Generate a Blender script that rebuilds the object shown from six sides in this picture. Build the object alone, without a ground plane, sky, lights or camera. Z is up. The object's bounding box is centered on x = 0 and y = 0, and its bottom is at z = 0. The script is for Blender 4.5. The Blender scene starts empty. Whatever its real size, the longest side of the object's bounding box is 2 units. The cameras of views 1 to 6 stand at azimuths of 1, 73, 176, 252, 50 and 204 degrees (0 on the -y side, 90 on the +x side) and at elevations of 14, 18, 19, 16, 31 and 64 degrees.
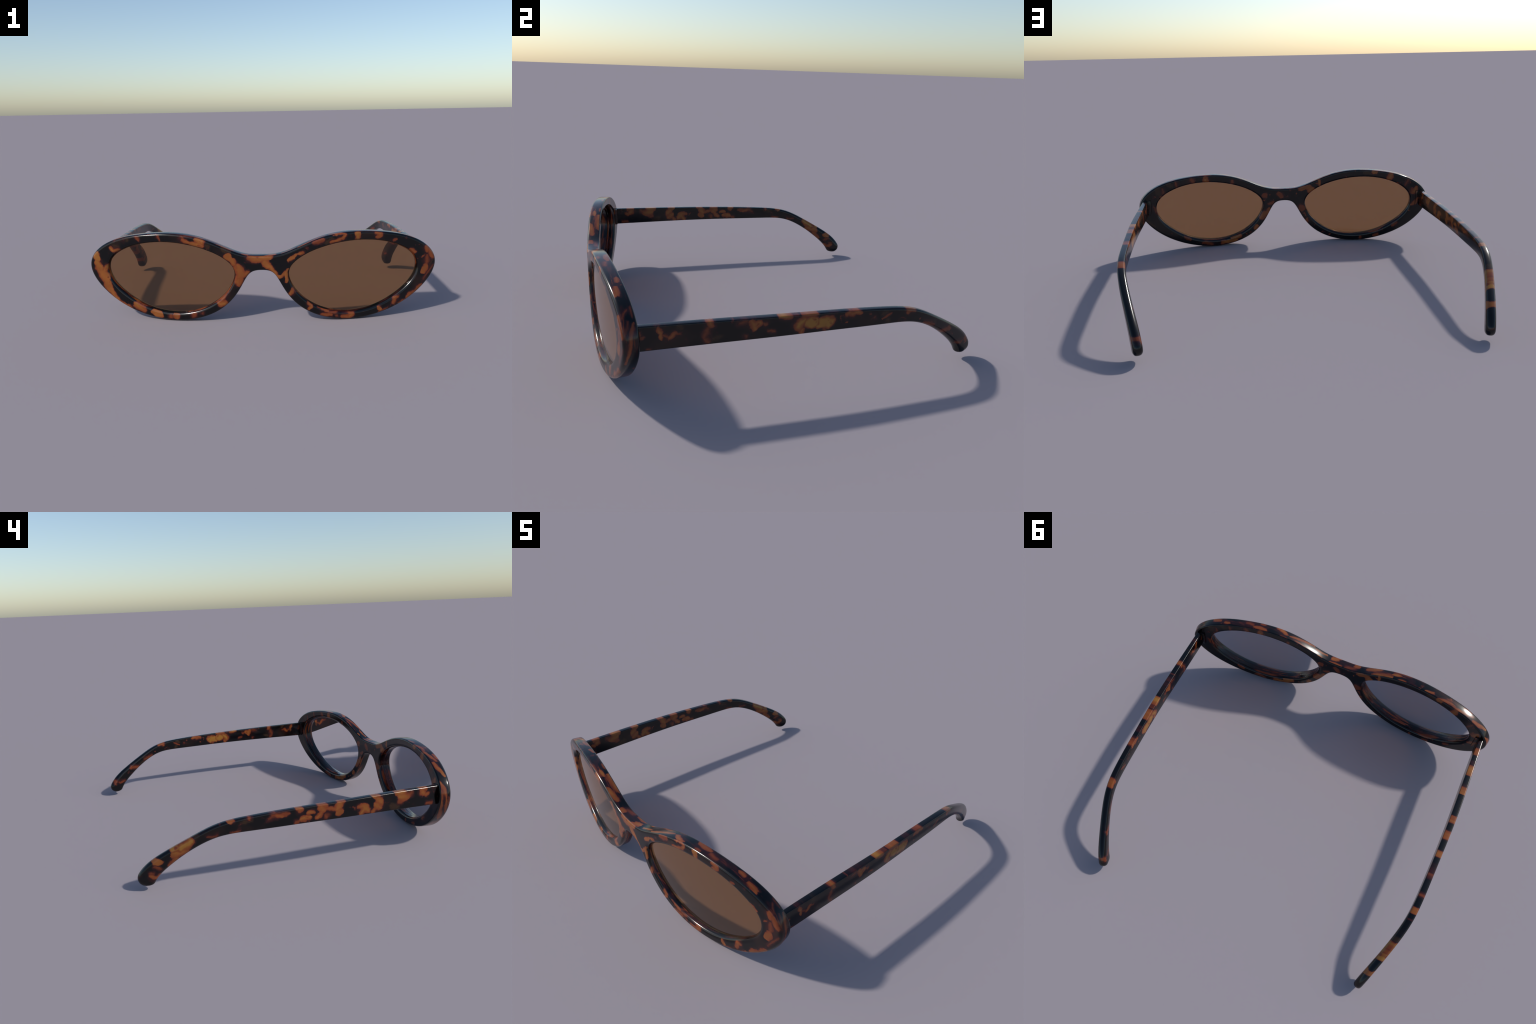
"""Oval tortoiseshell sunglasses standing open on the ground: one front frame with
two brown lenses and two temple arms that curve down behind the ears."""
import math
import bpy
import numpy as np

# ------------------------------------------------------------------ proportions
# front frame: a plate bent backwards towards the temples (y as a function of x)
BEND_Y0, BEND_X2, BEND_X4, BEND_X6, BEND_Z = -0.8720, 0.1514, -0.0363, 0.0127, 0.0034
PLATE, PLATE_X2 = 0.0635, 0.0              # plate thickness, and how it thins sideways
ROUND_FRONT, ROUND_BACK = 0.0120, 0.0105    # fillets of the outer edge
ROUND_ENDS = 0.006                          # extra front rounding out at the temples
GROW = 0.0020                               # the outline lies this far outside its control curve

# control polygon of the outline, half of it, from bridge top over the lobe to bridge underside
OUTLINE = [(0, .3866), (.1018, .3864), (.2027, .4298), (.3283, .4843), (.4824, .5146), (.671, .507),
           (.8506, .4754), (.9747, .402), (1.0172, .3087), (.9658, .2012), (.8451, .0939), (.6818, .022),
           (.502, -.0061), (.3378, .0183), (.2113, .0844), (.1348, .1749), (.0948, .2579), (.0597, .3031),
           (0, .3092)]
# control polygon of the lens opening (closed)
OPENING = [(.8952, .281), (.8853, .3525), (.8118, .4116), (.6876, .454), (.5366, .4639), (.3863, .442),
           (.2581, .398), (.1721, .3401), (.1454, .2811), (.1763, .2054), (.2472, .1253), (.363, .0621),
           (.5016, .0421), (.65, .0659), (.7773, .1366), (.8593, .209)]
FLARE, ROUND_IN = 0.003, 0.0165             # opening widens by FLARE at front and back

LENS_SEAT, LENS_DOME = 0.36, 0.0085         # lens edge in the plate depth; forward bulge of its centre

# temple arm: control points x, y, z, half height, half thickness
TEMPLE = [(.9483, -.7000, .3174, .0518, .0135), (.9470, -.4488, .3197, .0478, .0175), (.9508, -.1649, .3190, .0436, .0185),
          (.9376, .1167, .3155, .0407, .0158), (.9283, .3423, .3098, .0364, .0180), (.9157, .4826, .3024, .0304, .0198),
          (.8855, .6040, .2446, .0253, .0211), (.8442, .7323, .1636, .0349, .0220), (.8118, .8273, .0872, .0460, .0240),
          (.8066, .8432, .0276, .0460, .0228)]
TEMPLE_EDGE = (0.0052, 0.0170)              # rounding of the long edges, at the hinge and how much it grows

# ------------------------------------------------------------------ tortoiseshell patches
# every patch: centre (2), half length, half width, slant.  Front and back: x, z.  Arms: y, z.
FRONT_AMBER = [
    (-0.959, 0.368, 0.0390, 0.0175, -1.22), (-0.945, 0.301, 0.0545, 0.0188, -1.13), (-0.917, 0.252, 0.0492, 0.0253, -1.17), (-0.898, 0.197, 0.0493, 0.0197, -1.25),
    (-0.864, 0.138, 0.0512, 0.0111, -0.98), (-0.903, 0.301, 0.0330, 0.0120, 0.83), (-0.805, 0.085, 0.0483, 0.0049, -0.43), (-0.863, 0.416, 0.0210, 0.0075, -0.99),
    (-0.834, 0.407, 0.0286, 0.0062, 0.29), (-0.421, 0.465, 0.0316, 0.0073, -0.31), (-0.365, 0.450, 0.0463, 0.0135, -0.14), (-0.345, 0.477, 0.0352, 0.0174, -0.52),
    (-0.186, 0.381, 0.0325, 0.0173, -0.66), (-0.162, 0.354, 0.0281, 0.0134, -0.94), (-0.125, 0.301, 0.0493, 0.0200, -1.15), (-0.129, 0.249, 0.0404, 0.0188, 1.45),
    (-0.090, 0.287, 0.0253, 0.0105, 0.52), (-0.224, 0.111, 0.0351, 0.0139, 0.10), (-0.220, 0.149, 0.0224, 0.0062, 0.90), (-0.197, 0.187, 0.0174, 0.0038, 0.98),
    (-0.715, 0.074, 0.0452, 0.0141, -0.52), (-0.610, 0.042, 0.0433, 0.0212, -0.38), (-0.604, 0.020, 0.0265, 0.0093, -0.04), (-0.496, 0.029, 0.0256, 0.0146, -0.99),
    (-0.012, 0.376, 0.0790, 0.0182, 0.01), (0.026, 0.339, 0.0390, 0.0189, -0.83), (0.046, 0.320, 0.0274, 0.0123, -0.82), (0.070, 0.290, 0.0402, 0.0113, -0.88),
    (0.097, 0.266, 0.0178, 0.0087, 0.06), (0.131, 0.290, 0.0354, 0.0072, 0.79), (0.139, 0.264, 0.0364, 0.0093, 1.55), (0.170, 0.375, 0.0356, 0.0096, 0.50),
    (0.214, 0.396, 0.0243, 0.0053, 0.26), (0.418, 0.465, 0.0403, 0.0067, 0.28), (0.462, 0.487, 0.0209, 0.0063, 0.92), (0.428, 0.503, 0.0418, 0.0057, 0.10),
    (0.537, 0.499, 0.0218, 0.0141, -0.09), (0.539, 0.479, 0.0173, 0.0090, -1.52), (0.655, 0.501, 0.0207, 0.0070, -0.18), (0.666, 0.488, 0.0190, 0.0098, 1.33),
    (0.652, 0.475, 0.0150, 0.0054, 0.24), (0.942, 0.395, 0.0227, 0.0099, -1.34), (0.972, 0.364, 0.0317, 0.0068, -1.19), (0.935, 0.272, 0.0357, 0.0138, 1.21),
    (0.906, 0.163, 0.0304, 0.0098, 0.76), (0.861, 0.126, 0.0374, 0.0108, 0.66), (0.810, 0.087, 0.0275, 0.0048, 0.56), (0.856, 0.384, 0.0243, 0.0066, -0.46),
    (0.763, 0.097, 0.0248, 0.0072, 1.34), (0.769, 0.115, 0.0180, 0.0057, 0.22), (0.674, 0.053, 0.0200, 0.0096, -0.65), (0.368, 0.034, 0.0362, 0.0075, -0.08),
    (0.492, 0.045, 0.0317, 0.0055, -0.23), (0.509, 0.024, 0.0220, 0.0103, 0.91), (0.479, 0.014, 0.0310, 0.0065, -0.14), (0.271, 0.104, 0.0190, 0.0052, -1.01),
    (0.270, 0.081, 0.0185, 0.0060, 0.87), (0.350, 0.070, 0.0392, 0.0049, -0.42), (0.173, 0.190, 0.0144, 0.0042, -1.41), (0.165, 0.174, 0.0226, 0.0077, 1.12),
]
FRONT_RUST = [
    (-0.701, 0.479, 0.0219, 0.0067, -0.97), (-0.581, 0.491, 0.0176, 0.0055, -1.02), (-0.447, 0.488, 0.0171, 0.0068, -1.11), (-0.417, 0.503, 0.0350, 0.0043, -0.03),
    (-0.528, 0.027, 0.0127, 0.0094, -1.02), (-0.393, 0.039, 0.0233, 0.0143, -0.06), (-0.343, 0.054, 0.0070, 0.0044, -1.47), (0.319, 0.466, 0.0423, 0.0124, 0.31),
    (0.751, 0.456, 0.0170, 0.0072, -0.00), (0.946, 0.324, 0.0384, 0.0093, 1.45), (0.958, 0.253, 0.0488, 0.0033, 0.97), (0.696, 0.042, 0.0347, 0.0048, 0.38),
    (0.406, 0.048, 0.0303, 0.0091, 0.00), (0.424, 0.023, 0.0094, 0.0061, 0.19),
]
FRONT_DIM = [
    (-0.835, 0.428, 0.0285, 0.0133, -0.33), (-0.768, 0.475, 0.0105, 0.0073, -1.15), (-0.303, 0.440, 0.0234, 0.0096, -1.00), (-0.198, 0.420, 0.0378, 0.0173, -0.53),
    (0.184, 0.372, 0.0190, 0.0043, 0.67), (0.379, 0.463, 0.0354, 0.0135, 0.39), (0.956, 0.292, 0.0499, 0.0086, 1.06),
]
BACK_AMBER = [
    (0.541, 0.485, 0.0214, 0.0152, -1.56), (0.115, 0.237, 0.0295, 0.0084, -1.19), (0.146, 0.206, 0.0443, 0.0184, -0.72), (0.204, 0.119, 0.0244, 0.0122, -1.04),
    (0.353, 0.060, 0.0494, 0.0138, -0.14), (0.396, 0.029, 0.0650, 0.0113, -0.12), (-0.150, 0.391, 0.0559, 0.0144, -0.17), (-0.189, 0.374, 0.0331, 0.0145, -0.56),
    (-0.253, 0.428, 0.0229, 0.0076, 1.41), (-0.636, 0.497, 0.0224, 0.0093, 0.24), (-0.740, 0.466, 0.0317, 0.0152, -0.91), (-0.910, 0.371, 0.0346, 0.0115, -1.14),
    (-0.911, 0.289, 0.0379, 0.0064, -0.96), (-0.160, 0.156, 0.0155, 0.0060, 1.57), (-0.643, 0.075, 0.0443, 0.0050, -0.31),
]
BACK_RUST = [
    (0.831, 0.423, 0.0222, 0.0044, 1.42), (0.740, 0.467, 0.0212, 0.0061, 1.37), (0.633, 0.482, 0.0264, 0.0113, 0.94), (0.360, 0.458, 0.0170, 0.0080, 1.52),
    (0.134, 0.350, 0.0270, 0.0143, 0.42), (0.027, 0.344, 0.0350, 0.0165, 0.77), (0.094, 0.290, 0.0271, 0.0085, -0.31), (0.552, 0.027, 0.0436, 0.0111, 0.29),
    (0.690, 0.078, 0.0366, 0.0083, 0.61), (0.887, 0.299, 0.0321, 0.0049, 1.27), (-0.852, 0.425, 0.0305, 0.0052, -1.07), (-0.886, 0.368, 0.0246, 0.0062, -1.40),
    (-0.128, 0.247, 0.0264, 0.0217, 0.52), (-0.779, 0.120, 0.0270, 0.0080, -0.67), (-0.653, 0.041, 0.0280, 0.0094, -0.45), (-0.542, 0.022, 0.0146, 0.0077, -1.52),
]
BACK_DIM = [
    (0.858, 0.421, 0.0473, 0.0219, 1.15), (0.858, 0.370, 0.0133, 0.0098, 1.49), (0.784, 0.463, 0.0287, 0.0137, 0.36), (0.926, 0.206, 0.0393, 0.0068, 0.74),
    (-0.606, 0.491, 0.0571, 0.0117, 0.07),
]
RIGHT_AMBER = [
    (-0.609, 0.348, 0.0167, 0.0065, -0.51), (-0.603, 0.328, 0.0163, 0.0056, 1.44), (-0.563, 0.324, 0.0184, 0.0069, 0.69), (-0.421, 0.367, 0.0283, 0.0100, -1.23),
    (-0.245, 0.333, 0.0298, 0.0110, -1.16), (-0.230, 0.338, 0.0178, 0.0126, 0.53), (-0.113, 0.358, 0.0339, 0.0079, -0.04), (-0.124, 0.377, 0.0212, 0.0057, -0.02),
    (-0.051, 0.322, 0.0373, 0.0134, 0.77), (-0.009, 0.359, 0.0367, 0.0081, 0.02), (-0.001, 0.323, 0.0393, 0.0204, 0.06), (0.065, 0.318, 0.0451, 0.0208, -0.09),
    (0.044, 0.304, 0.0300, 0.0097, -0.05), (0.079, 0.310, 0.0280, 0.0099, 0.80), (-0.044, 0.292, 0.0175, 0.0084, 1.25), (0.186, 0.344, 0.0411, 0.0083, -0.05),
    (0.104, 0.367, 0.0193, 0.0052, -0.06), (0.465, 0.329, 0.0294, 0.0081, -0.29), (0.446, 0.316, 0.0075, 0.0047, 0.63),
]
RIGHT_RUST = [
    (-0.586, 0.327, 0.0155, 0.0051, -0.74), (-0.436, 0.322, 0.0273, 0.0081, 1.15), (-0.434, 0.291, 0.0183, 0.0085, -0.70), (-0.673, 0.324, 0.0085, 0.0062, 0.16),
    (-0.289, 0.349, 0.0228, 0.0057, 0.12), (-0.198, 0.337, 0.0142, 0.0063, -0.25), (-0.278, 0.290, 0.0094, 0.0031, 1.47), (-0.171, 0.301, 0.0213, 0.0056, -0.31),
    (-0.649, 0.273, 0.0110, 0.0021, -0.02), (-0.075, 0.368, 0.0194, 0.0073, 0.02), (0.052, 0.287, 0.0132, 0.0054, -1.34), (0.154, 0.340, 0.0065, 0.0050, 0.73),
    (0.287, 0.312, 0.0061, 0.0034, 0.46), (0.343, 0.313, 0.0295, 0.0060, 0.42), (0.572, 0.242, 0.0399, 0.0060, -0.36), (0.679, 0.187, 0.0438, 0.0081, -0.03),
    (0.710, 0.190, 0.0176, 0.0061, -1.04), (0.838, 0.104, 0.0188, 0.0144, 1.03), (0.787, 0.099, 0.0265, 0.0046, -0.10),
]
RIGHT_DIM = [
    (-0.532, 0.353, 0.0164, 0.0087, -0.99), (-0.394, 0.297, 0.0324, 0.0086, 0.16), (0.335, 0.325, 0.0242, 0.0098, -0.16), (0.347, 0.292, 0.0147, 0.0096, -0.98),
    (0.604, 0.241, 0.0133, 0.0069, 0.75), (0.619, 0.216, 0.0262, 0.0038, -0.33),
]
RIGHT_GOLD = [
    (0.014, 0.317, 0.0974, 0.0258, -0.08), (-0.114, 0.367, 0.0406, 0.0142, -0.12),
]
LEFT_AMBER = [
    (-0.596, 0.367, 0.0298, 0.0099, 0.10), (-0.595, 0.346, 0.0253, 0.0115, 0.94), (-0.620, 0.333, 0.0168, 0.0073, -0.63), (-0.463, 0.364, 0.0362, 0.0151, 0.12),
    (-0.481, 0.338, 0.0422, 0.0177, 0.18), (-0.320, 0.364, 0.0303, 0.0149, 0.12), (-0.343, 0.334, 0.0294, 0.0126, 0.70), (-0.330, 0.310, 0.0307, 0.0127, 0.45),
    (-0.248, 0.320, 0.0347, 0.0089, 0.01), (-0.247, 0.292, 0.0242, 0.0119, -0.98), (-0.267, 0.304, 0.0323, 0.0150, 0.62), (-0.309, 0.289, 0.0169, 0.0065, -1.17),
    (-0.032, 0.360, 0.0308, 0.0101, 0.23), (-0.029, 0.338, 0.0283, 0.0147, 0.73), (-0.014, 0.309, 0.0291, 0.0093, -0.74), (-0.080, 0.331, 0.0364, 0.0064, 0.23),
    (-0.129, 0.366, 0.0253, 0.0085, 0.25), (-0.116, 0.340, 0.0355, 0.0159, -1.15), (-0.122, 0.306, 0.0279, 0.0148, -0.29), (0.088, 0.356, 0.0238, 0.0092, 0.26),
    (0.087, 0.344, 0.0112, 0.0057, 1.12), (0.032, 0.326, 0.0250, 0.0078, -0.03), (0.059, 0.301, 0.0402, 0.0113, -0.01), (0.189, 0.330, 0.0243, 0.0077, -0.00),
    (0.432, 0.339, 0.0234, 0.0092, 0.03), (0.433, 0.326, 0.0105, 0.0073, 0.53), (0.642, 0.234, 0.0499, 0.0160, -0.64), (0.694, 0.220, 0.0279, 0.0139, -0.44),
    (0.664, 0.196, 0.0433, 0.0117, -0.33), (0.694, 0.190, 0.0272, 0.0126, -0.25), (0.705, 0.150, 0.0349, 0.0094, -0.86), (0.779, 0.157, 0.0316, 0.0147, 0.15),
    (0.800, 0.077, 0.0226, 0.0070, 0.33), (0.773, 0.081, 0.0143, 0.0050, -0.40),
]
LEFT_RUST = [
    (-0.635, 0.281, 0.0278, 0.0086, -0.07), (-0.462, 0.314, 0.0230, 0.0130, 0.36), (-0.512, 0.339, 0.0317, 0.0101, -0.57), (-0.053, 0.298, 0.0146, 0.0082, 0.60),
    (0.100, 0.290, 0.0195, 0.0068, -0.46), (0.157, 0.337, 0.0226, 0.0079, -0.21), (0.224, 0.355, 0.0189, 0.0073, 0.43), (0.185, 0.336, 0.0520, 0.0103, -0.06),
    (0.238, 0.323, 0.0166, 0.0040, -0.46), (0.341, 0.343, 0.0157, 0.0081, -1.56), (0.412, 0.280, 0.0249, 0.0072, -0.13), (0.524, 0.267, 0.0237, 0.0038, -0.09),
    (0.781, 0.127, 0.0247, 0.0069, 0.38), (0.807, 0.094, 0.0147, 0.0056, -0.16), (0.105, 0.287, 0.0164, 0.0064, -0.62),
]
LEFT_DIM = [
    (-0.430, 0.294, 0.0357, 0.0149, 0.24), (0.354, 0.327, 0.0372, 0.0085, -0.21), (0.629, 0.258, 0.0590, 0.0114, -0.48),
]
LEFT_GOLD = [
    (0.645, 0.249, 0.0962, 0.0242, -0.54),
]
# on the cut outer edge of the frame: length along the rim from the bridge (left lobe negative), depth
EDGE_AMBER = [
    (0.871, 0.024, 0.0340, 0.0083, -0.19), (0.791, 0.044, 0.0253, 0.0062, -0.13), (0.586, 0.045, 0.0316, 0.0055, -0.03), (0.554, 0.044, 0.0302, 0.0063, -0.13),
    (0.431, 0.021, 0.0412, 0.0080, -0.32), (0.339, 0.029, 0.0528, 0.0048, 0.17), (0.252, 0.015, 0.0483, 0.0062, 0.09), (0.159, 0.022, 0.0450, 0.0055, 0.04),
    (0.158, 0.056, 0.0205, 0.0048, 0.00), (0.060, 0.023, 0.0380, 0.0106, 0.20), (0.040, 0.057, 0.0474, 0.0071, 0.00), (-0.095, 0.017, 0.0247, 0.0086, -0.20),
    (-0.205, 0.019, 0.0591, 0.0115, 0.10), (-0.242, 0.056, 0.0363, 0.0071, -0.03), (-0.288, 0.053, 0.0727, 0.0088, 0.01), (-0.366, 0.029, 0.0324, 0.0071, -0.03),
    (-0.406, 0.060, 0.0289, 0.0034, 0.16), (-0.509, 0.060, 0.0290, 0.0042, 0.16), (-0.590, 0.048, 0.0267, 0.0058, 0.19), (-0.684, 0.052, 0.0538, 0.0058, 0.25),
    (-0.818, 0.045, 0.0732, 0.0071, 0.26), (-0.837, 0.012, 0.0312, 0.0048, 0.15), (-0.945, 0.036, 0.0587, 0.0085, 0.34), (-1.039, 0.050, 0.0505, 0.0043, 0.30),
    (-1.084, 0.057, 0.0326, 0.0050, 0.23), (-1.154, 0.047, 0.0483, 0.0055, 0.09), (-1.244, 0.037, 0.0526, 0.0050, 0.12), (-1.084, 0.033, 0.0339, 0.0048, 0.22),
    (-1.160, 0.022, 0.0515, 0.0039, 0.10), (1.060, 0.037, 0.0387, 0.0030, -0.32), (1.150, 0.019, 0.0594, 0.0030, -0.11), (0.874, 0.023, 0.0284, 0.0048, -0.24),
    (0.792, 0.044, 0.0183, 0.0039, -0.17),
]
EDGE_RUST = [
    (0.646, 0.027, 0.0324, 0.0071, -0.06), (0.563, 0.012, 0.0190, 0.0056, 0.06), (0.418, 0.060, 0.0225, 0.0048, -0.18), (-0.058, 0.044, 0.0382, 0.0060, 0.30),
    (-0.393, 0.011, 0.0523, 0.0048, 0.07), (-0.601, 0.063, 0.0204, 0.0030, 0.05), (-0.715, 0.024, 0.0171, 0.0040, 0.25), (-1.142, 0.009, 0.0356, 0.0031, 0.07),
    (0.983, 0.021, 0.0250, 0.0040, -0.60), (0.981, 0.049, 0.0261, 0.0030, -0.14), (0.992, 0.001, 0.0180, 0.0030, -0.05), (1.039, 0.019, 0.0249, 0.0030, -0.45),
    (0.552, 0.045, 0.0171, 0.0037, -0.06), (0.636, 0.032, 0.0209, 0.0044, -0.29),
]

# ------------------------------------------------------------------ curves
def closed_bspline(ctrl, n):
    ctrl = np.asarray(ctrl, float)
    m, t = len(ctrl), (np.arange(n) / n)[:, None]
    w = np.concatenate([(1 - t) ** 3, 3 * t ** 3 - 6 * t ** 2 + 4, -3 * t ** 3 + 3 * t ** 2 + 3 * t + 1, t ** 3], 1) / 6
    return np.concatenate([w @ ctrl[[(i - 1) % m, i, (i + 1) % m, (i + 2) % m]] for i in range(m)])


def clamped_bspline(ctrl, n):
    ctrl = np.asarray(ctrl, float)
    k = len(ctrl)
    kn = np.r_[0, 0, 0, np.arange(k - 2), k - 3, k - 3, k - 3].astype(float)
    t = np.linspace(0, k - 3 - 1e-9, n)
    base = [((t >= kn[i]) & (t < kn[i + 1])).astype(float) for i in range(len(kn) - 1)]
    for d in (1, 2, 3):
        nxt = []
        for i in range(len(kn) - 1 - d):
            a, b = kn[i + d] - kn[i], kn[i + d + 1] - kn[i + 1]
            nxt.append((0 if a == 0 else (t - kn[i]) / a) * base[i] + (0 if b == 0 else (kn[i + d + 1] - t) / b) * base[i + 1])
        base = nxt
    return np.array(base).T @ ctrl


def unit(v):
    return v / np.linalg.norm(v, axis=-1, keepdims=True)


def bent(x, z, depth):
    """flat plate coordinates -> space; depth runs from the front face (0) to the back face (1)"""
    x, z, depth = np.broadcast_arrays(np.asarray(x, float), np.asarray(z, float), np.asarray(depth, float))
    y = BEND_Y0 + BEND_X2 * x ** 2 + BEND_X4 * x ** 4 + BEND_X6 * x ** 6 + BEND_Z * z
    slope = 2 * BEND_X2 * x + 4 * BEND_X4 * x ** 3 + 6 * BEND_X6 * x ** 5
    n = unit(np.stack([-slope, np.ones_like(x), np.zeros_like(x)], -1))
    return np.stack([x, y, z], -1) + n * (depth * PLATE * (1 + PLATE_X2 * x * x))[..., None]


def new_object(name, verts, faces, mats, parent, slots=None, smooth_angle=None):
    me = bpy.data.meshes.new(name)
    me.from_pydata([tuple(map(float, v)) for v in verts], [], faces)
    for m in mats:
        me.materials.append(m)
    if slots is not None:
        me.polygons.foreach_set("material_index", slots)
    me.polygons.foreach_set("use_smooth", [True] * len(me.polygons))
    me.validate()
    me.update()
    ob = bpy.data.objects.new(name, me)
    bpy.context.scene.collection.objects.link(ob)
    ob.parent = parent
    return ob


# ------------------------------------------------------------------ materials
class Nodes:
    def __init__(self, name):
        self.mat = bpy.data.materials.new(name)
        self.mat.use_nodes = True
        self.t = self.mat.node_tree
        self.bsdf = self.t.nodes["Principled BSDF"]

    def put(self, sock, v):
        if isinstance(v, bpy.types.NodeSocket):
            self.t.links.new(v, sock)
        else:
            sock.default_value = v

    def math(self, op, a, b=0.0, c=0.0, clamp=False):
        n = self.t.nodes.new("ShaderNodeMath")
        n.operation, n.use_clamp = op, clamp
        for s, v in zip(n.inputs, (a, b, c)):
            self.put(s, v)
        return n.outputs[0]

    def vec(self, op, a, b=(0, 0, 0), scale=None):
        n = self.t.nodes.new("ShaderNodeVectorMath")
        n.operation = op
        self.put(n.inputs[0], a)
        self.put(n.inputs[1], b)
        if scale is not None:
            self.put(n.inputs[3], scale)
        return n.outputs["Value"] if op in ("LENGTH", "DOT_PRODUCT") else n.outputs[0]

    def noise(self, v, scale, detail=2.0, rough=0.5, distort=0.0):
        n = self.t.nodes.new("ShaderNodeTexNoise")
        self.put(n.inputs["Vector"], v)
        n.inputs["Scale"].default_value = scale
        n.inputs["Detail"].default_value = detail
        n.inputs["Roughness"].default_value = rough
        n.inputs["Distortion"].default_value = distort
        return n.outputs

    def combine(self, x, y, z):
        n = self.t.nodes.new("ShaderNodeCombineXYZ")
        for s, v in zip(n.inputs, (x, y, z)):
            self.put(s, v)
        return n.outputs[0]

    def separate(self, v):
        n = self.t.nodes.new("ShaderNodeSeparateXYZ")
        self.put(n.inputs[0], v)
        return n.outputs

    def rng(self, v, a, b, c, d, smooth=False):
        n = self.t.nodes.new("ShaderNodeMapRange")
        n.interpolation_type = "SMOOTHSTEP" if smooth else "LINEAR"
        for s, x in zip(n.inputs, (v, a, b, c, d)):
            self.put(s, x)
        return n.outputs[0]

    def ramp(self, f, stops):
        n = self.t.nodes.new("ShaderNodeValToRGB")
        self.put(n.inputs[0], f)
        e = n.color_ramp.elements
        while len(e) < len(stops):
            e.new(0.5)
        for el, (p, c) in zip(e, stops):
            el.position, el.color = p, (*c, 1)
        return n.outputs[0]

    def mix(self, f, a, b):
        n = self.t.nodes.new("ShaderNodeMix")
        n.data_type = "RGBA"
        self.put(n.inputs[0], f)
        self.put(n.inputs[6], (*a, 1) if isinstance(a, tuple) else a)
        self.put(n.inputs[7], (*b, 1) if isinstance(b, tuple) else b)
        return n.outputs[2]

    def patches(self, v, spots):
        """signed distance in metres to the nearest of a set of slanted strokes, worked out in a node group"""
        group = bpy.data.node_groups.new("stroke_distance", "ShaderNodeTree")
        group.interface.new_socket("Vector", in_out="INPUT", socket_type="NodeSocketVector")
        group.interface.new_socket("Distance", in_out="OUTPUT", socket_type="NodeSocketFloat")
        g = Nodes.__new__(Nodes)
        g.t = group
        d = g.strokes(group.nodes.new("NodeGroupInput").outputs[0], spots)
        group.links.new(d, group.nodes.new("NodeGroupOutput").inputs[0])
        use = self.t.nodes.new("ShaderNodeGroup")
        use.node_tree = group
        self.put(use.inputs[0], v)
        return use.outputs[0]

    def strokes(self, v, spots):
        d = None
        for cu, cv, a, b, ang in spots:
            m = self.t.nodes.new("ShaderNodeMapping")
            m.vector_type = "TEXTURE"
            # (each step waits for the one before, which keeps few values alive at a time)
            here = v
            if d is not None:
                here = self.vec("MULTIPLY_ADD", d, (1e-7, 1e-7, 0))
                self.t.links.new(v, here.node.inputs[2])
            self.put(m.inputs[0], here)
            m.inputs["Location"].default_value = (cu, cv, 0)
            m.inputs["Rotation"].default_value = (0, 0, ang)
            q = self.vec("SUBTRACT", self.vec("ABSOLUTE", m.outputs[0]), (max(a - b, 0.0), 0, 0))
            q = self.vec("LENGTH", self.vec("MAXIMUM", q, (0, -1, 0)))
            if a > 1.5 * b:      # long strokes taper towards their tips
                bow = self.vec("DOT_PRODUCT", self.vec("MULTIPLY", m.outputs[0], (0.75 * b / a ** 2, 0, 0)), m.outputs[0])
                q = self.math("ADD", self.math("SUBTRACT", q, 0.12 * b), bow)
            if d is None:
                d = self.math("SUBTRACT", q, b)
            else:
                n = self.t.nodes.new("ShaderNodeMath")
                n.operation = "SMOOTH_MIN"
                self.put(n.inputs[0], d)
                self.put(n.inputs[1], self.math("SUBTRACT", q, b))
                n.inputs[2].default_value = 0.009
                d = n.outputs[0]
        return d


BLACK = (0.0007, 0.0007, 0.0009)
SMOKE = (0.016, 0.0062, 0.0035)
DARK_BROWN = (0.030, 0.0140, 0.0055)
MAROON = (0.026, 0.0042, 0.0042)
RUST = (0.170, 0.035, 0.009)
AMBER = (0.255, 0.081, 0.0165)
AMBER_DEEP = (0.180, 0.051, 0.0105)
OLIVE = (0.270, 0.118, 0.0200)
ROUGH = 0.18


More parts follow.
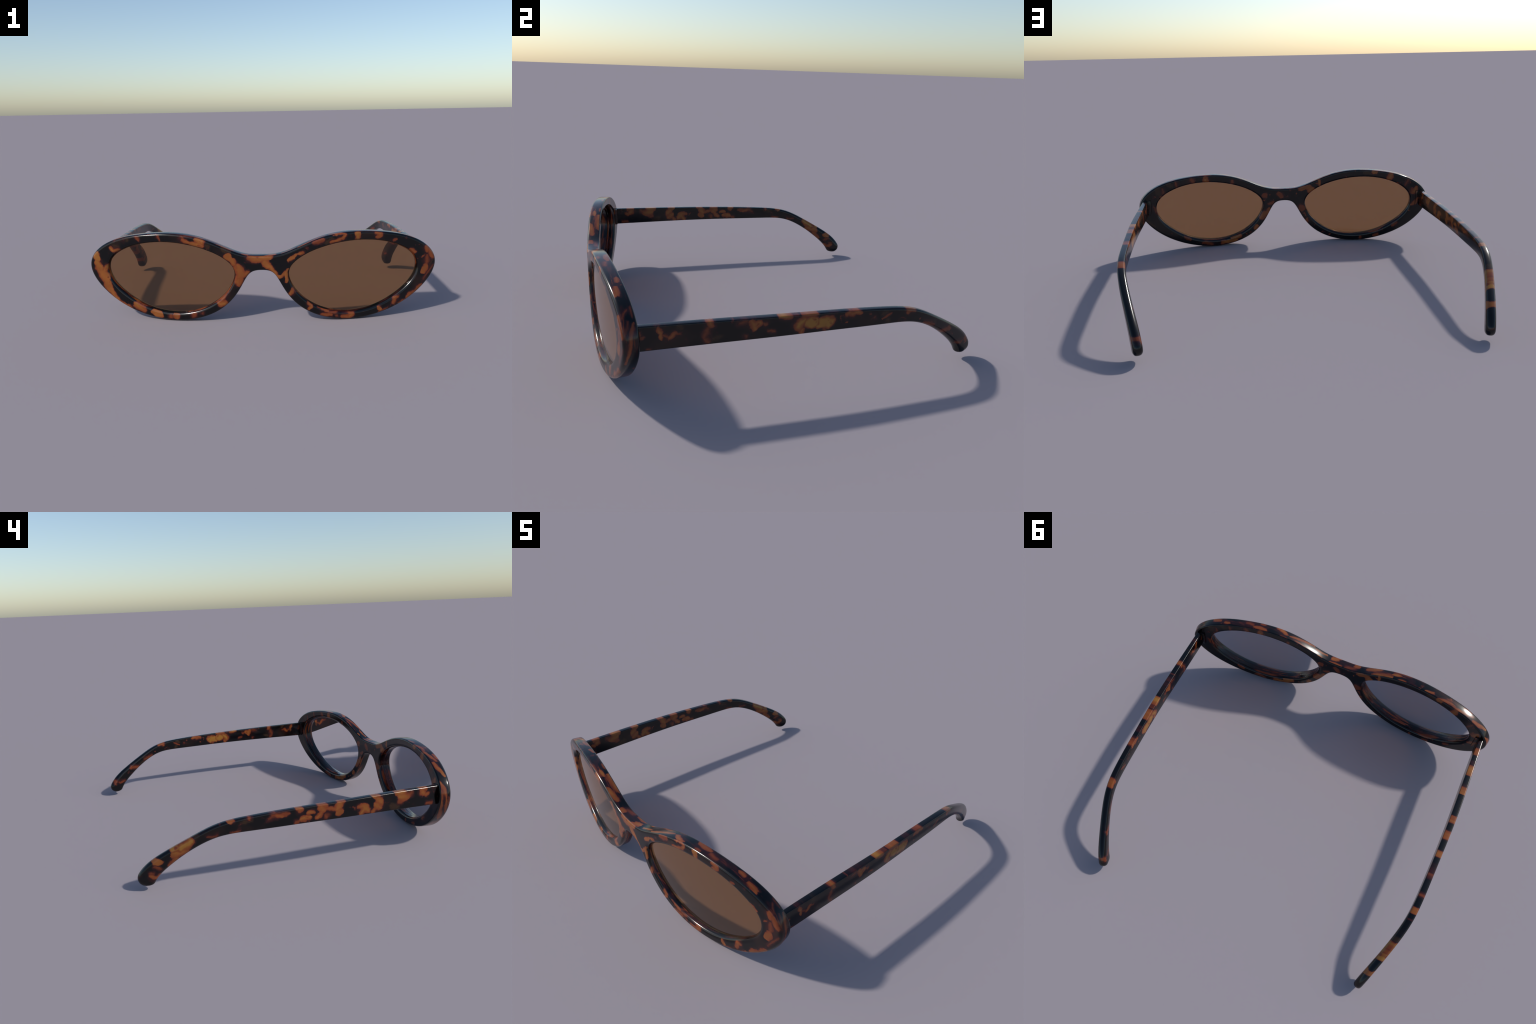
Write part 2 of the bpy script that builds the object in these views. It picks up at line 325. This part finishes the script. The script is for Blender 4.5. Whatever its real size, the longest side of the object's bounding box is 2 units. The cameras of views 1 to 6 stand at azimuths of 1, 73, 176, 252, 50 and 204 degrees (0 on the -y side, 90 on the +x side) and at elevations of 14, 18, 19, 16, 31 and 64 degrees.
def shell_colour(k, d_amber, d_rust, d_dim, where, d_gold=None):
    """amber patches rimmed with rust and maroon, rusty specks and dim brown clouds in near-black"""
    wob = k.noise(where, 10.0, 2.0)[0]
    halo = k.rng(wob, 0.36, 0.66, 0.5, 2.6)
    # smoky dark pools, only well inside the bigger patches
    pool = k.rng(k.noise(k.vec("ADD", where, (1.3, 2.9, 5.1)), 21.0, 2.0, 0.5, 0.6)[0], 0.54, 0.72, 0, 0.016, True)
    d_amber = k.math("MULTIPLY_ADD", pool, k.rng(d_amber, -0.005, -0.013, 0, 1), d_amber)
    col = k.mix(k.rng(k.noise(where, 5.0, 3.0)[0], 0.52, 0.70, 0, 0.75, True), BLACK, SMOKE)
    col = k.mix(k.rng(d_dim, 0.010, -0.008, 0, 0.9, True), col, DARK_BROWN)
    fleck = k.noise(k.vec("ADD", where, (8.1, 0.7, 3.3)), 24.0, 2.5, 0.55, 0.4)[0]
    d_rust = k.math("MINIMUM", d_rust, k.math("MULTIPLY", k.math("SUBTRACT", 0.70, fleck), 0.20))
    rust = k.math("DIVIDE", d_rust, halo)
    amb = k.math("DIVIDE", d_amber, halo)
    col = k.mix(k.rng(k.math("MINIMUM", rust, amb), 0.0105, 0.0025, 0, 1, True), col, MAROON)
    col = k.mix(k.rng(rust, 0.004, -0.005, 0, 0.8, True), col, RUST)
    col = k.mix(k.rng(amb, 0.0042, 0.0, 0, 1, True), col, RUST)
    tone = k.mix(k.rng(k.noise(where, 11.0, 3.0)[0], 0.36, 0.64, 0, 1), AMBER_DEEP, AMBER)
    tone = k.mix(k.rng(k.noise(k.vec("ADD", where, (4.4, 1.1, 0)), 4.0, 2.0)[0], 0.56, 0.72, 0, 0.7), tone, OLIVE)
    if d_gold is not None:
        tone = k.mix(k.rng(d_gold, 0.012, -0.012, 0, 1, True), tone, OLIVE)
    col = k.mix(k.rng(amb, 0.0012, -0.0065, 0, 1, True), col, tone)
    return col


def finish_shell(k, col):
    b = k.bsdf
    k.put(b.inputs["Base Color"], col)
    b.inputs["Roughness"].default_value = ROUGH
    b.inputs["IOR"].default_value = 1.45
    return k.mat


def warped(k, uvec, amount=0.013, seed=0.0):
    """bend straight strokes into ragged, flowing patches"""
    at = k.vec("ADD", uvec, (seed, seed * 1.7, 0))
    big = k.vec("SUBTRACT", k.noise(at, 17.0, 1.5)[1], (0.5, 0.5, 0.5))
    mid = k.vec("SUBTRACT", k.noise(at, 33.0, 3.0)[1], (0.5, 0.5, 0.5))
    return k.vec("ADD", k.vec("ADD", uvec, k.vec("SCALE", big, scale=amount)), k.vec("SCALE", mid, scale=1.9 * amount))


def flat_plane(k, axes, amount=0.013, seed=0.0):
    co = k.t.nodes.new("ShaderNodeTexCoord").outputs["Object"]
    s = k.separate(co)
    flat = k.combine(s[axes[0]], s[axes[1]], 0.0)
    w = k.separate(warped(k, flat, amount, seed=seed))
    return co, flat, k.combine(w[0], w[1], 0.0)


def temple_material(name, amber, rust, dim, gold, seed):
    k = Nodes(name)
    co, flat, w = flat_plane(k, (1, 2), seed=seed)
    return finish_shell(k, shell_colour(k, k.patches(w, amber), k.patches(w, rust), k.patches(w, dim), k.vec("ADD", flat, (seed, 0, 0)), k.patches(w, gold)))


def frame_material():
    k = Nodes("tortoiseshell_front")
    co, flat, w = flat_plane(k, (0, 2))
    ny = k.separate(k.t.nodes.new("ShaderNodeNewGeometry").outputs["Normal"])[1]
    is_front = k.rng(ny, -0.35, -0.75, 0, 1, True)
    is_back = k.rng(ny, 0.35, 0.75, 0, 1, True)
    is_wall = k.math("SUBTRACT", k.math("SUBTRACT", 1.0, is_front), is_back)
    # the cut edges show the layers of the sheet as streaks that run along the rim
    at = k.t.nodes.new("ShaderNodeAttribute")
    at.attribute_name = "rim_length"
    dp = k.t.nodes.new("ShaderNodeAttribute")
    dp.attribute_name = "rim_depth"
    rim = k.combine(at.outputs["Fac"], dp.outputs["Fac"], 0.0)
    across = k.math("MULTIPLY_ADD", at.outputs["Fac"], 0.05, dp.outputs["Fac"])
    sv = k.combine(at.outputs["Fac"], across, 0.0)
    cluster = k.noise(k.vec("MULTIPLY", sv, (3.2, 12.0, 1)), 1.0, 2.0)[0]
    streak = k.noise(k.vec("MULTIPLY", sv, (6.0, 46.0, 1)), 1.0, 2.5, 0.55, 0.7)[0]
    # fewer stray streaks on the upper edge, where the patches are placed one by one
    limit = k.rng(k.math("ABSOLUTE", at.outputs["Fac"]), 1.15, 1.35, 0.75, 0.625)
    d_streak = k.math("MULTIPLY", k.math("SUBTRACT", limit, k.math("MULTIPLY_ADD", k.math("SUBTRACT", cluster, 0.5), 0.55, streak)), 0.060)
    wm = k.separate(warped(k, k.vec("MULTIPLY", rim, (0.45, 1, 1)), 0.013, 3.0))
    edge = k.combine(k.math("DIVIDE", wm[0], 0.45), wm[1], 0.0)
    d_streak = k.math("MINIMUM", d_streak, k.patches(edge, EDGE_AMBER))
    streak2 = k.noise(k.vec("ADD", k.vec("MULTIPLY", sv, (7.0, 50.0, 1)), (7, 3, 0)), 1.0, 2.5, 0.5, 0.7)[0]
    d_streak2 = k.math("MULTIPLY", k.math("SUBTRACT", k.math("ADD", limit, 0.055), streak2), 0.060)
    d_streak2 = k.math("MINIMUM", d_streak2, k.patches(edge, EDGE_RUST))

    def blend(front, back, wall):
        a = k.math("MULTIPLY", front, is_front)
        a = k.math("MULTIPLY_ADD", back, is_back, a)
        return k.math("MULTIPLY_ADD", wall, is_wall, a)

    amber = blend(k.patches(w, FRONT_AMBER), k.patches(w, BACK_AMBER), d_streak)
    rust = blend(k.patches(w, FRONT_RUST), k.patches(w, BACK_RUST), d_streak2)
    dim = blend(k.patches(w, FRONT_DIM), k.patches(w, BACK_DIM), 0.02)
    return finish_shell(k, shell_colour(k, amber, rust, dim, co))


def lens_material():
    k = Nodes("brown_lens_glass")
    b = k.bsdf
    b.inputs["Base Color"].default_value = LENS_TINT
    b.inputs["Roughness"].default_value = 0.0
    b.inputs["IOR"].default_value = 1.5
    b.inputs["Transmission Weight"].default_value = 1.0
    return k.mat


def lens_back_material():
    k = Nodes("lens_inner_face")
    b = k.bsdf
    b.inputs["Base Color"].default_value = (1, 1, 1, 1)
    b.inputs["Roughness"].default_value = 0.0
    b.inputs["IOR"].default_value = 1.0
    b.inputs["Transmission Weight"].default_value = 1.0
    return k.mat


LENS_TINT = (0.192, 0.0575, 0.0122, 1)


# ------------------------------------------------------------------ front frame
def opening_at(angle, pts, centre, aspect):
    """point of the lens opening seen from its centre under an (elliptical) angle, with the outward normal"""
    tang = unit(np.roll(pts, -1, 0) - np.roll(pts, 1, 0))
    out = np.stack([tang[:, 1], -tang[:, 0]], 1)
    th = np.unwrap(np.arctan2((pts[:, 1] - centre[1]) * aspect, pts[:, 0] - centre[0]))
    ext = np.r_[th - 2 * np.pi, th, th + 2 * np.pi]
    f = lambda col: np.interp(angle, ext, np.tile(col, 3))
    return np.stack([f(pts[:, 0]), f(pts[:, 1])], 1), unit(np.stack([f(out[:, 0]), f(out[:, 1])], 1)), ext


def build_frame(parent, mat):
    n = 14
    half = np.array(OUTLINE, float)
    ctrl = np.concatenate([half, half[1:-1][::-1] * [-1, 1]])
    loop = closed_bspline(ctrl, n)
    tang = unit(np.roll(loop, -1, 0) - np.roll(loop, 1, 0))
    count = (len(half) - 1) * n + 1
    rim, out = loop[:count].copy(), np.stack([-tang[:, 1], tang[:, 0]], 1)[:count]
    out[0], out[-1] = (0, 1), (0, -1)
    rim = rim + out * GROW
    rim[[0, -1], 0] = 0.0
    # outer section from front face to back face: (inset, depth)
    q = np.linspace(0, np.pi / 2, 6)
    ends = np.clip((np.abs(rim[:, 0]) - 0.70) / 0.28, 0, 1)[:, None]
    rf, rb = ROUND_FRONT + ROUND_ENDS * ends ** 2 * (3 - 2 * ends), ROUND_BACK
    outer = [(rf * (1 - math.sin(t)), rf * (1 - math.cos(t)) / PLATE) for t in q]
    outer += [(0.0, 0.5)] + [(rb * (1 - math.cos(t)), 1 - rb * (1 - math.sin(t)) / PLATE) for t in q]
    # the x = 0 line closes the half plate
    m = 9
    top, bot = rim[0], rim[-1]
    seam = np.linspace(0, 1, m + 1)[1:-1]

    def boundary(inset):
        edge = rim - out * inset
        a, b = edge[-1], edge[0]
        return np.concatenate([edge, a + (b - a) * seam[:, None]])

    hole = closed_bspline(OPENING, 24)
    c, asp = np.array([0.515, 0.258]), 1.75
    b0 = boundary(rf)
    ang = np.unwrap(np.arctan2((b0[:, 1] - c[1]) * asp, b0[:, 0] - c[0]))
    ang = ang - 2 * np.pi * np.floor((ang.min() + np.pi) / (2 * np.pi))
    # keep the correspondence turning one way only, evenly enough that no two columns meet
    step = np.maximum(-np.diff(np.r_[ang, ang[0] - 2 * np.pi]), 0.012)
    for _ in range(30):
        step = 0.5 * step + 0.25 * np.roll(step, 1) + 0.25 * np.roll(step, -1)
    step *= 2 * np.pi / step.sum()
    even = ang[0] - np.r_[0, np.cumsum(step)[:-1]]
    ang = even + np.mean(ang - even)
    hp, hn, _ = opening_at(ang, hole, c, asp)
    ri = ROUND_IN
    inner = [(FLARE + ri * (1 - math.sin(t)), ri * (1 - math.cos(t)) / PLATE) for t in q]
    inner += [(0.0, LENS_SEAT), (0.001, 0.55)]
    inner += [(FLARE + ri * (1 - math.cos(t)), 1 - ri * (1 - math.sin(t)) / PLATE) for t in q]
    N = len(b0)
    verts, length, depth, faces = [], [], [], []
    arc = np.r_[0, np.cumsum(np.linalg.norm(np.diff(rim, axis=0), axis=1))]
    arc_in = np.r_[0, np.cumsum(np.linalg.norm(np.diff(hp, axis=0), axis=1))]

    def row(flat, d, ln):
        i0 = len(verts)
        d = np.broadcast_to(np.asarray(d, float).reshape(-1), len(flat))
        verts.extend(bent(flat[:, 0], flat[:, 1], d))
        length.extend(ln)
        depth.extend(d * PLATE)
        return list(range(i0, i0 + len(flat)))

    closed = lambda r: r + r[:1]

    def strip(a, b):
        for i in range(len(a) - 1):
            faces.append((a[i], a[i + 1], b[i + 1], b[i]))

    arc_all = np.r_[arc, np.linspace(arc[-1], 0, m + 1)[1:-1]]
    fr_edge = row(boundary(rf), 0.0, arc_all)
    bk_edge = row(boundary(rb), 1.0, arc_all)
    prev = fr_edge[:count]
    for ins, d in outer[1:-1]:
        r = row(rim - out * ins, d, arc)
        strip(prev, r)
        prev = r
    strip(prev, bk_edge[:count])
    # inside of the opening, front to back
    rows = [row(hp + hn * o, d, arc_in + 20 + 0.15 * k / len(inner)) for k, (o, d) in enumerate(inner)]
    for a, b in zip(rows, rows[1:]):
        strip(closed(b), closed(a))
    # faces of the plate between opening and edge
    for edge, hole_row, d, flip, ins in ((fr_edge, rows[0], 0.0, False, rf), (bk_edge, rows[-1], 1.0, True, rb)):
        outer_flat = boundary(ins)
        o0 = inner[0][0]
        inner_flat = hp + hn * o0
        prev = hole_row
        for s in (0.12, 0.3, 0.5, 0.7, 0.88):
            r = row(inner_flat + (outer_flat - inner_flat) * s, d, arc_all)
            strip(closed(r), closed(prev)) if flip else strip(closed(prev), closed(r))
            prev = r
        strip(closed(edge), closed(prev)) if flip else strip(closed(prev), closed(edge))
    # mirror
    v = np.array(verts)
    nv = len(v)
    allv = np.concatenate([v, v * [-1, 1, 1]])
    ln = np.concatenate([length, -np.array(length) - 0.0])
    dp = np.concatenate([depth, depth])
    allf = faces + [tuple(i + nv for i in f[::-1]) for f in faces]
    ob = new_object("front_frame", allv, allf, [mat], parent)
    me = ob.data
    for name, data in (("rim_length", ln), ("rim_depth", dp)):
        me.attributes.new(name, "FLOAT", "POINT").data.foreach_set("value", np.asarray(data, np.float32))
    import bmesh
    bm = bmesh.new()
    bm.from_mesh(me)
    bmesh.ops.remove_doubles(bm, verts=[x for x in bm.verts if abs(x.co.x) < 1e-6], dist=1e-5)
    bmesh.ops.recalc_face_normals(bm, faces=bm.faces)
    bm.to_mesh(me)
    bm.free()
    return ob


def build_lens(parent, mats, side, name):
    pts = closed_bspline(OPENING, 10)
    c = np.array([0.515, 0.258])
    tang = unit(np.roll(pts, -1, 0) - np.roll(pts, 1, 0))
    edge = pts + np.stack([tang[:, 1], -tang[:, 0]], 1) * 0.003
    N, rings = len(edge), 14
    verts, faces, slots = [], [], []
    half = 0.0012 / PLATE
    for d in (LENS_SEAT - half, LENS_SEAT + half):
        for r in range(rings, 0, -1):
            f = c + (edge - c) * (r / rings)
            verts.extend(bent(f[:, 0], f[:, 1], d) - [0, LENS_DOME * (1 - (r / rings) ** 2), 0])
        verts.append(bent(c[0], c[1], d) - [0, LENS_DOME, 0])
    per = rings * N + 1
    for s in (0, 1):
        b = s * per
        for r in range(rings - 1):
            for i in range(N):
                j = (i + 1) % N
                f = (b + r * N + i, b + r * N + j, b + (r + 1) * N + j, b + (r + 1) * N + i)
                faces.append(f if s == 0 else f[::-1])
                slots.append(s)
        for i in range(N):
            f = (b + (rings - 1) * N + i, b + (rings - 1) * N + (i + 1) % N, b + per - 1)
            faces.append(f if s == 0 else f[::-1])
            slots.append(s)
    for i in range(N):
        j = (i + 1) % N
        faces.append((j, i, per + i, per + j))
        slots.append(1)
    v = np.array(verts)
    if side < 0:
        v = v * [-1, 1, 1]
        faces = [f[::-1] for f in faces]
    ob = new_object(name, v, faces, mats, parent, slots)
    ob.data.set_sharp_from_angle(angle=math.radians(30))
    return ob


# ------------------------------------------------------------------ temple arms
def rounded_section(w, h, r, n=5):
    pts = []
    r = min(r, w * 0.999, h * 0.999)
    for sx, sz, a0 in ((1, 1, 0), (-1, 1, 90), (-1, -1, 180), (1, -1, 270)):
        for t in np.linspace(0, 90, n):
            a = math.radians(a0 + t)
            pts.append((sx * (w - r) + r * math.cos(a), sz * (h - r) + r * math.sin(a)))
    return pts


def build_temple(parent, mat, side):
    s = clamped_bspline(TEMPLE, 400)
    L = np.r_[0, np.cumsum(np.linalg.norm(np.diff(s[:, :3], axis=0), axis=1))]
    end = L[-1]
    st = np.r_[np.linspace(0, end - 0.042, 110), end - 0.042 * (1 - np.sin(np.linspace(0, np.pi / 2, 16)[1:-1])), end - 1e-5]
    c = np.stack([np.interp(st, L, s[:, i]) for i in range(3)], 1)
    h = np.interp(st, L, s[:, 3])
    t = unit(np.gradient(c, st, axis=0))
    nx = unit(np.cross(t, [0.0037, 0, 1.0]))
    nu = np.cross(nx, t)
    e = end - st
    cap = lambda R: np.sqrt(np.maximum(1 - np.clip(1 - e / R, 0, 1) ** 2, 0))
    w = np.interp(st, L, s[:, 4])
    hh, ww = np.maximum(h * cap(np.minimum(h, .04)), 0.0006), np.maximum(w * (0.22 + 0.78 * cap(w)), 0.0006)
    f = np.clip((st / end - 0.55) / 0.4, 0, 1)
    rad = TEMPLE_EDGE[0] + TEMPLE_EDGE[1] * f
    verts, faces = [], []
    for i in range(len(st)):
        for a, b in rounded_section(ww[i], hh[i], rad[i]):
            verts.append(c[i] + nx[i] * a + nu[i] * b)
    m = 20
    for i in range(len(st) - 1):
        for j in range(m):
            k = (j + 1) % m
            faces.append((i * m + j, i * m + k, (i + 1) * m + k, (i + 1) * m + j))
    faces.append(tuple(range(m))[::-1])
    faces.append(tuple((len(st) - 1) * m + j for j in range(m)))
    v = np.array(verts) * [side, 1, 1]
    ob = new_object("temple_arm", v, faces, [mat], parent)
    import bmesh
    bm = bmesh.new()
    bm.from_mesh(ob.data)
    bmesh.ops.recalc_face_normals(bm, faces=bm.faces)
    bm.to_mesh(ob.data)
    bm.free()
    ob.data.set_sharp_from_angle(angle=math.radians(50))
    return ob


BLOCK = (0.913, 0.957, -0.712, -0.685, 0.268, 0.367)


def build_block(parent, mat, side):
    """end piece between the back of the frame and the arm, a little wider than the arm on the inside"""
    import bmesh
    x0, x1, y0, y1, z0, z1 = BLOCK
    bm = bmesh.new()
    bmesh.ops.create_cube(bm, size=1.0)
    for v in bm.verts:
        v.co = ((x0 + x1) / 2 + v.co.x * (x1 - x0), (y0 + y1) / 2 + v.co.y * (y1 - y0), (z0 + z1) / 2 + v.co.z * (z1 - z0))
        v.co.x *= side
    low = [e for e in bm.edges if all(v.co.z < z0 + 1e-4 and abs(v.co.x) < x0 + 1e-4 for v in e.verts)]
    bmesh.ops.bevel(bm, geom=low, offset=0.014, segments=3, affect="EDGES", profile=0.5)
    back = [e for e in bm.edges if all(v.co.y > y1 - 1e-4 for v in e.verts)]
    bmesh.ops.bevel(bm, geom=back, offset=0.004, segments=2, affect="EDGES", profile=0.5)
    bmesh.ops.recalc_face_normals(bm, faces=bm.faces)
    me = bpy.data.meshes.new("hinge_block")
    bm.to_mesh(me)
    bm.free()
    me.materials.append(mat)
    me.polygons.foreach_set("use_smooth", [True] * len(me.polygons))
    me.set_sharp_from_angle(angle=math.radians(40))
    ob = bpy.data.objects.new("hinge_block", me)
    bpy.context.scene.collection.objects.link(ob)
    ob.parent = parent
    return ob


def main():
    root = bpy.data.objects.new("sunglasses", None)
    bpy.context.scene.collection.objects.link(root)
    root["label"] = "oval tortoiseshell sunglasses with brown lenses and open temples"
    root["category"] = "sunglasses"
    shell = frame_material()
    build_frame(root, shell)
    glass = [lens_material(), lens_back_material()]
    for side in (1, -1):
        build_lens(root, glass, side, "lens")
    right = temple_material("tortoiseshell_temple_right", RIGHT_AMBER, RIGHT_RUST, RIGHT_DIM, RIGHT_GOLD, 3.1)
    left = temple_material("tortoiseshell_temple_left", LEFT_AMBER, LEFT_RUST, LEFT_DIM, LEFT_GOLD, 8.4)
    for side, mat in ((1, right), (-1, left)):
        build_temple(root, mat, side)
        build_block(root, shell, side)


main()
